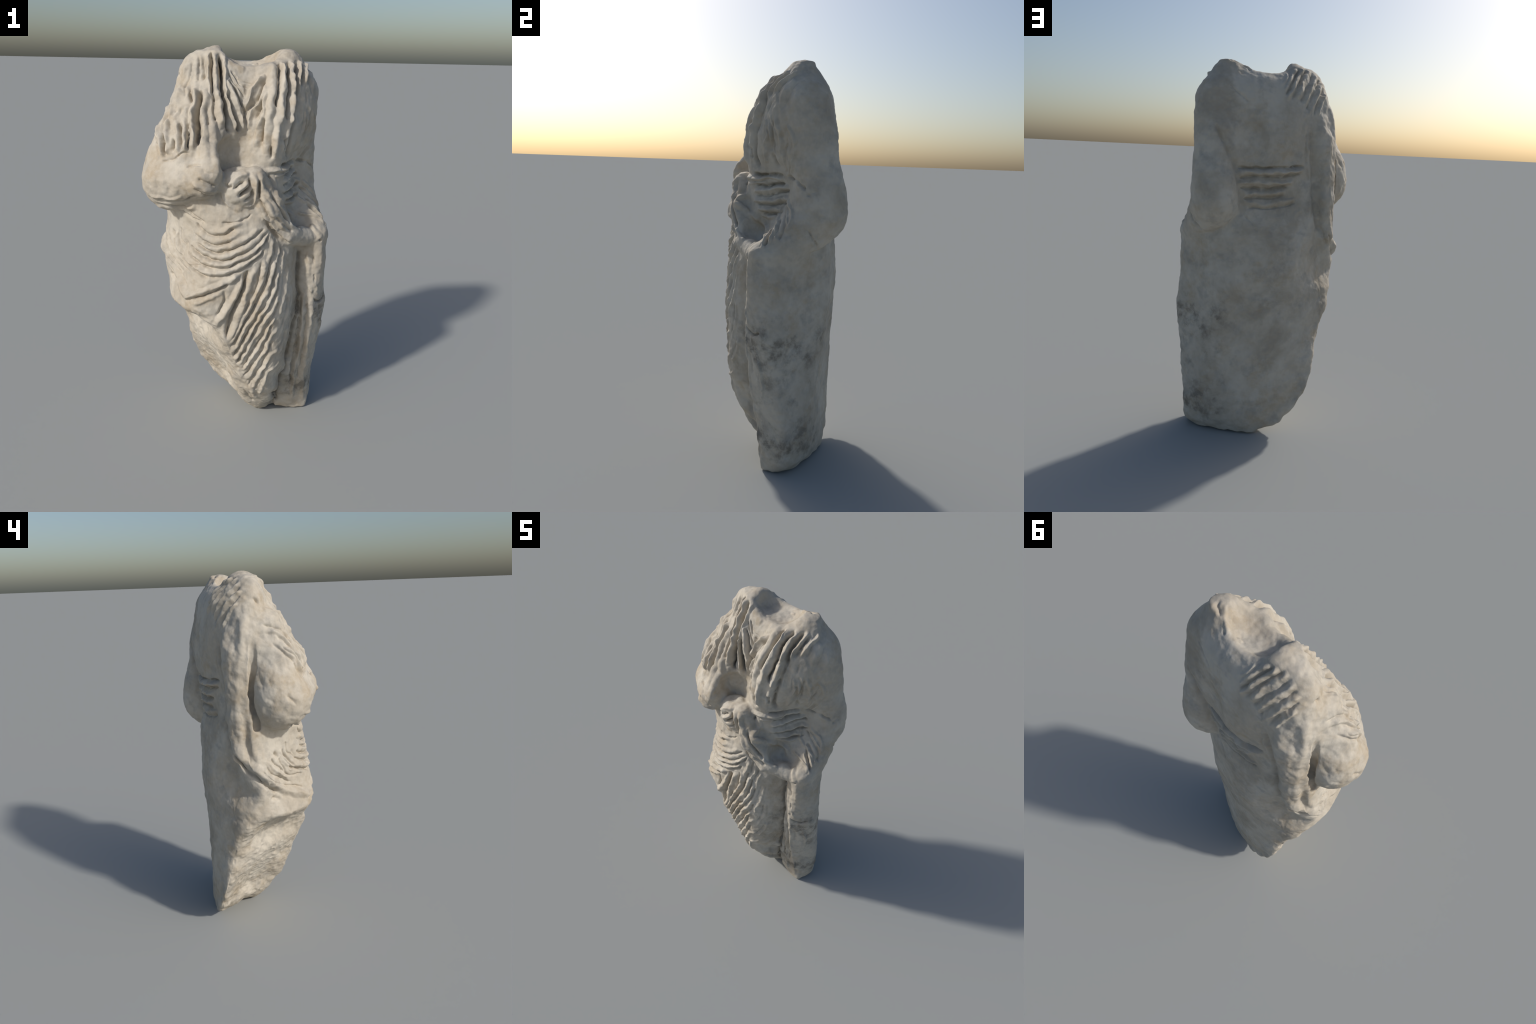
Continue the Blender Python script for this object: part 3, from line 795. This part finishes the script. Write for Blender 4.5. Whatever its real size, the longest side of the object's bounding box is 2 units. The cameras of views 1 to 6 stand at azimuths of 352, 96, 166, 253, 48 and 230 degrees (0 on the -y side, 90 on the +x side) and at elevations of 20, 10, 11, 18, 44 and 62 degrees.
def marble():
    """Weathered marble: cream, with tan and grey clouds, specks and lichen stains."""
    m = bpy.data.materials.new("weathered_marble")
    m.use_nodes = True
    nt = m.node_tree
    N, link = nt.nodes, nt.links.new
    bsdf = N["Principled BSDF"]
    pos = N.new("ShaderNodeTexCoord").outputs["Object"]

    def noise(scale, detail=5, rough=.55, offset=0., distort=0., stretch=(1, 1, 1)):
        mp = N.new("ShaderNodeMapping")
        mp.inputs["Location"].default_value = (offset, offset * .7, -offset)
        mp.inputs["Scale"].default_value = stretch
        link(pos, mp.inputs["Vector"])
        t = N.new("ShaderNodeTexNoise")
        t.inputs["Scale"].default_value = scale
        t.inputs["Detail"].default_value = detail
        t.inputs["Roughness"].default_value = rough
        t.inputs["Distortion"].default_value = distort
        link(mp.outputs[0], t.inputs["Vector"])
        return t.outputs["Fac"]

    def step(src, lo, hi, a=0., b=1.):
        r = N.new("ShaderNodeMapRange")
        r.interpolation_type = "SMOOTHSTEP"
        for i, val in zip(("From Min", "From Max", "To Min", "To Max"), (lo, hi, a, b)):
            r.inputs[i].default_value = val
        link(src, r.inputs["Value"])
        return r.outputs["Result"]

    def math_(op, a, b):
        t = N.new("ShaderNodeMath")
        t.operation = op
        for i, val in enumerate((a, b)):
            if isinstance(val, (int, float)):
                t.inputs[i].default_value = val
            else:
                link(val, t.inputs[i])
        return t.outputs[0]

    def blend(fac, a, b, mode="MIX"):
        t = N.new("ShaderNodeMix")
        t.data_type = "RGBA"
        t.blend_type = mode
        for sock, val in ((t.inputs[0], fac), (t.inputs[6], a), (t.inputs[7], b)):
            if isinstance(val, tuple):
                sock.default_value = (*val, 1)
            elif isinstance(val, (int, float)):
                sock.default_value = val
            else:
                link(val, sock)
        return t.outputs[2]

    cream, pale = (.445, .395, .32), (.53, .488, .415)
    tan, grey, dark = (.385, .30, .195), (.34, .318, .28), (.13, .116, .095)
    col = blend(step(noise(5.0, 6, .6, 1.3), .40, .62), cream, pale)
    col = blend(step(noise(7.5, 6, .62, 4.1), .50, .70, 0, .55), col, tan)
    col = blend(step(noise(11.0, 5, .6, 9.7), .50, .68, 0, .65), col, grey)
    col = blend(step(noise(38.0, 4, .6, 2.2), .35, .7, 0, .28), col, (.60, .55, .47))
    xyz = N.new("ShaderNodeSeparateXYZ")
    link(pos, xyz.inputs[0])
    X, Y, Z = xyz.outputs
    # dark lichen on her left side below the hand, in two tide lines and loose spots
    side = math_("MULTIPLY", step(X, .16, .33), step(Z, .78, .95, 1, 0))
    tide = math_("MAXIMUM",
                 math_("MULTIPLY", step(Z, .52, .64), step(Z, .66, .80, 1, 0)),
                 math_("MULTIPLY", step(Z, .09, .12), step(Z, .16, .34, 1, 0)))
    spots = noise(11.0, 6, .66, 6.6, .1)
    stain = math_("ADD", step(spots, .50, .74, 0, .5), math_("MULTIPLY", tide, step(spots, .38, .68, 0, .6)))
    col = blend(math_("MINIMUM", math_("MULTIPLY", side, stain), .72), col, dark)
    # soft brownish weathering clouds on the back
    back = math_("MULTIPLY", step(Y, .08, .20), step(noise(4.2, 5, .6, 12.5, .4), .48, .66, 0, .5))
    col = blend(back, col, (.30, .255, .195))
    link(col, bsdf.inputs["Base Color"])
    bsdf.inputs["Roughness"].default_value = .78
    bsdf.inputs["Specular IOR Level"].default_value = .3
    bump = N.new("ShaderNodeBump")
    bump.inputs["Strength"].default_value = .25
    bump.inputs["Distance"].default_value = .004
    link(noise(70.0, 5, .6, 3.3), bump.inputs["Height"])
    link(bump.outputs[0], bsdf.inputs["Normal"])
    return m


def main():
    f, v, q = build_surface()
    names = part_names(v, q)
    v = sculpt(f, v, q)
    v[:, 2] -= v[:, 2].min()
    v[:, 2] *= 2.0 / v[:, 2].max()
    normals = vertex_normals(v, q)
    stone = marble()
    root = bpy.data.objects.new("draped_statue", None)
    root["label"] = "headless weathered marble statue of a draped woman"
    root["category"] = "statue"
    bpy.context.collection.objects.link(root)
    for part in ("torso", "neck", "arm", "arm.001", "mantle_roll", "mantle_end", "skirt", "leg", "broken_face"):
        faces = q[names == part]
        used, local = np.unique(faces, return_inverse=True)
        mesh = bpy.data.meshes.new(part)
        mesh.from_pydata(v[used], [], local.reshape(-1, 4))
        mesh.polygons.foreach_set("use_smooth", [True] * len(faces))
        mesh.materials.append(stone)
        mesh.normals_split_custom_set_from_vertices(normals[used])
        ob = bpy.data.objects.new(part, mesh)
        bpy.context.collection.objects.link(ob)
        ob.parent = root


main()
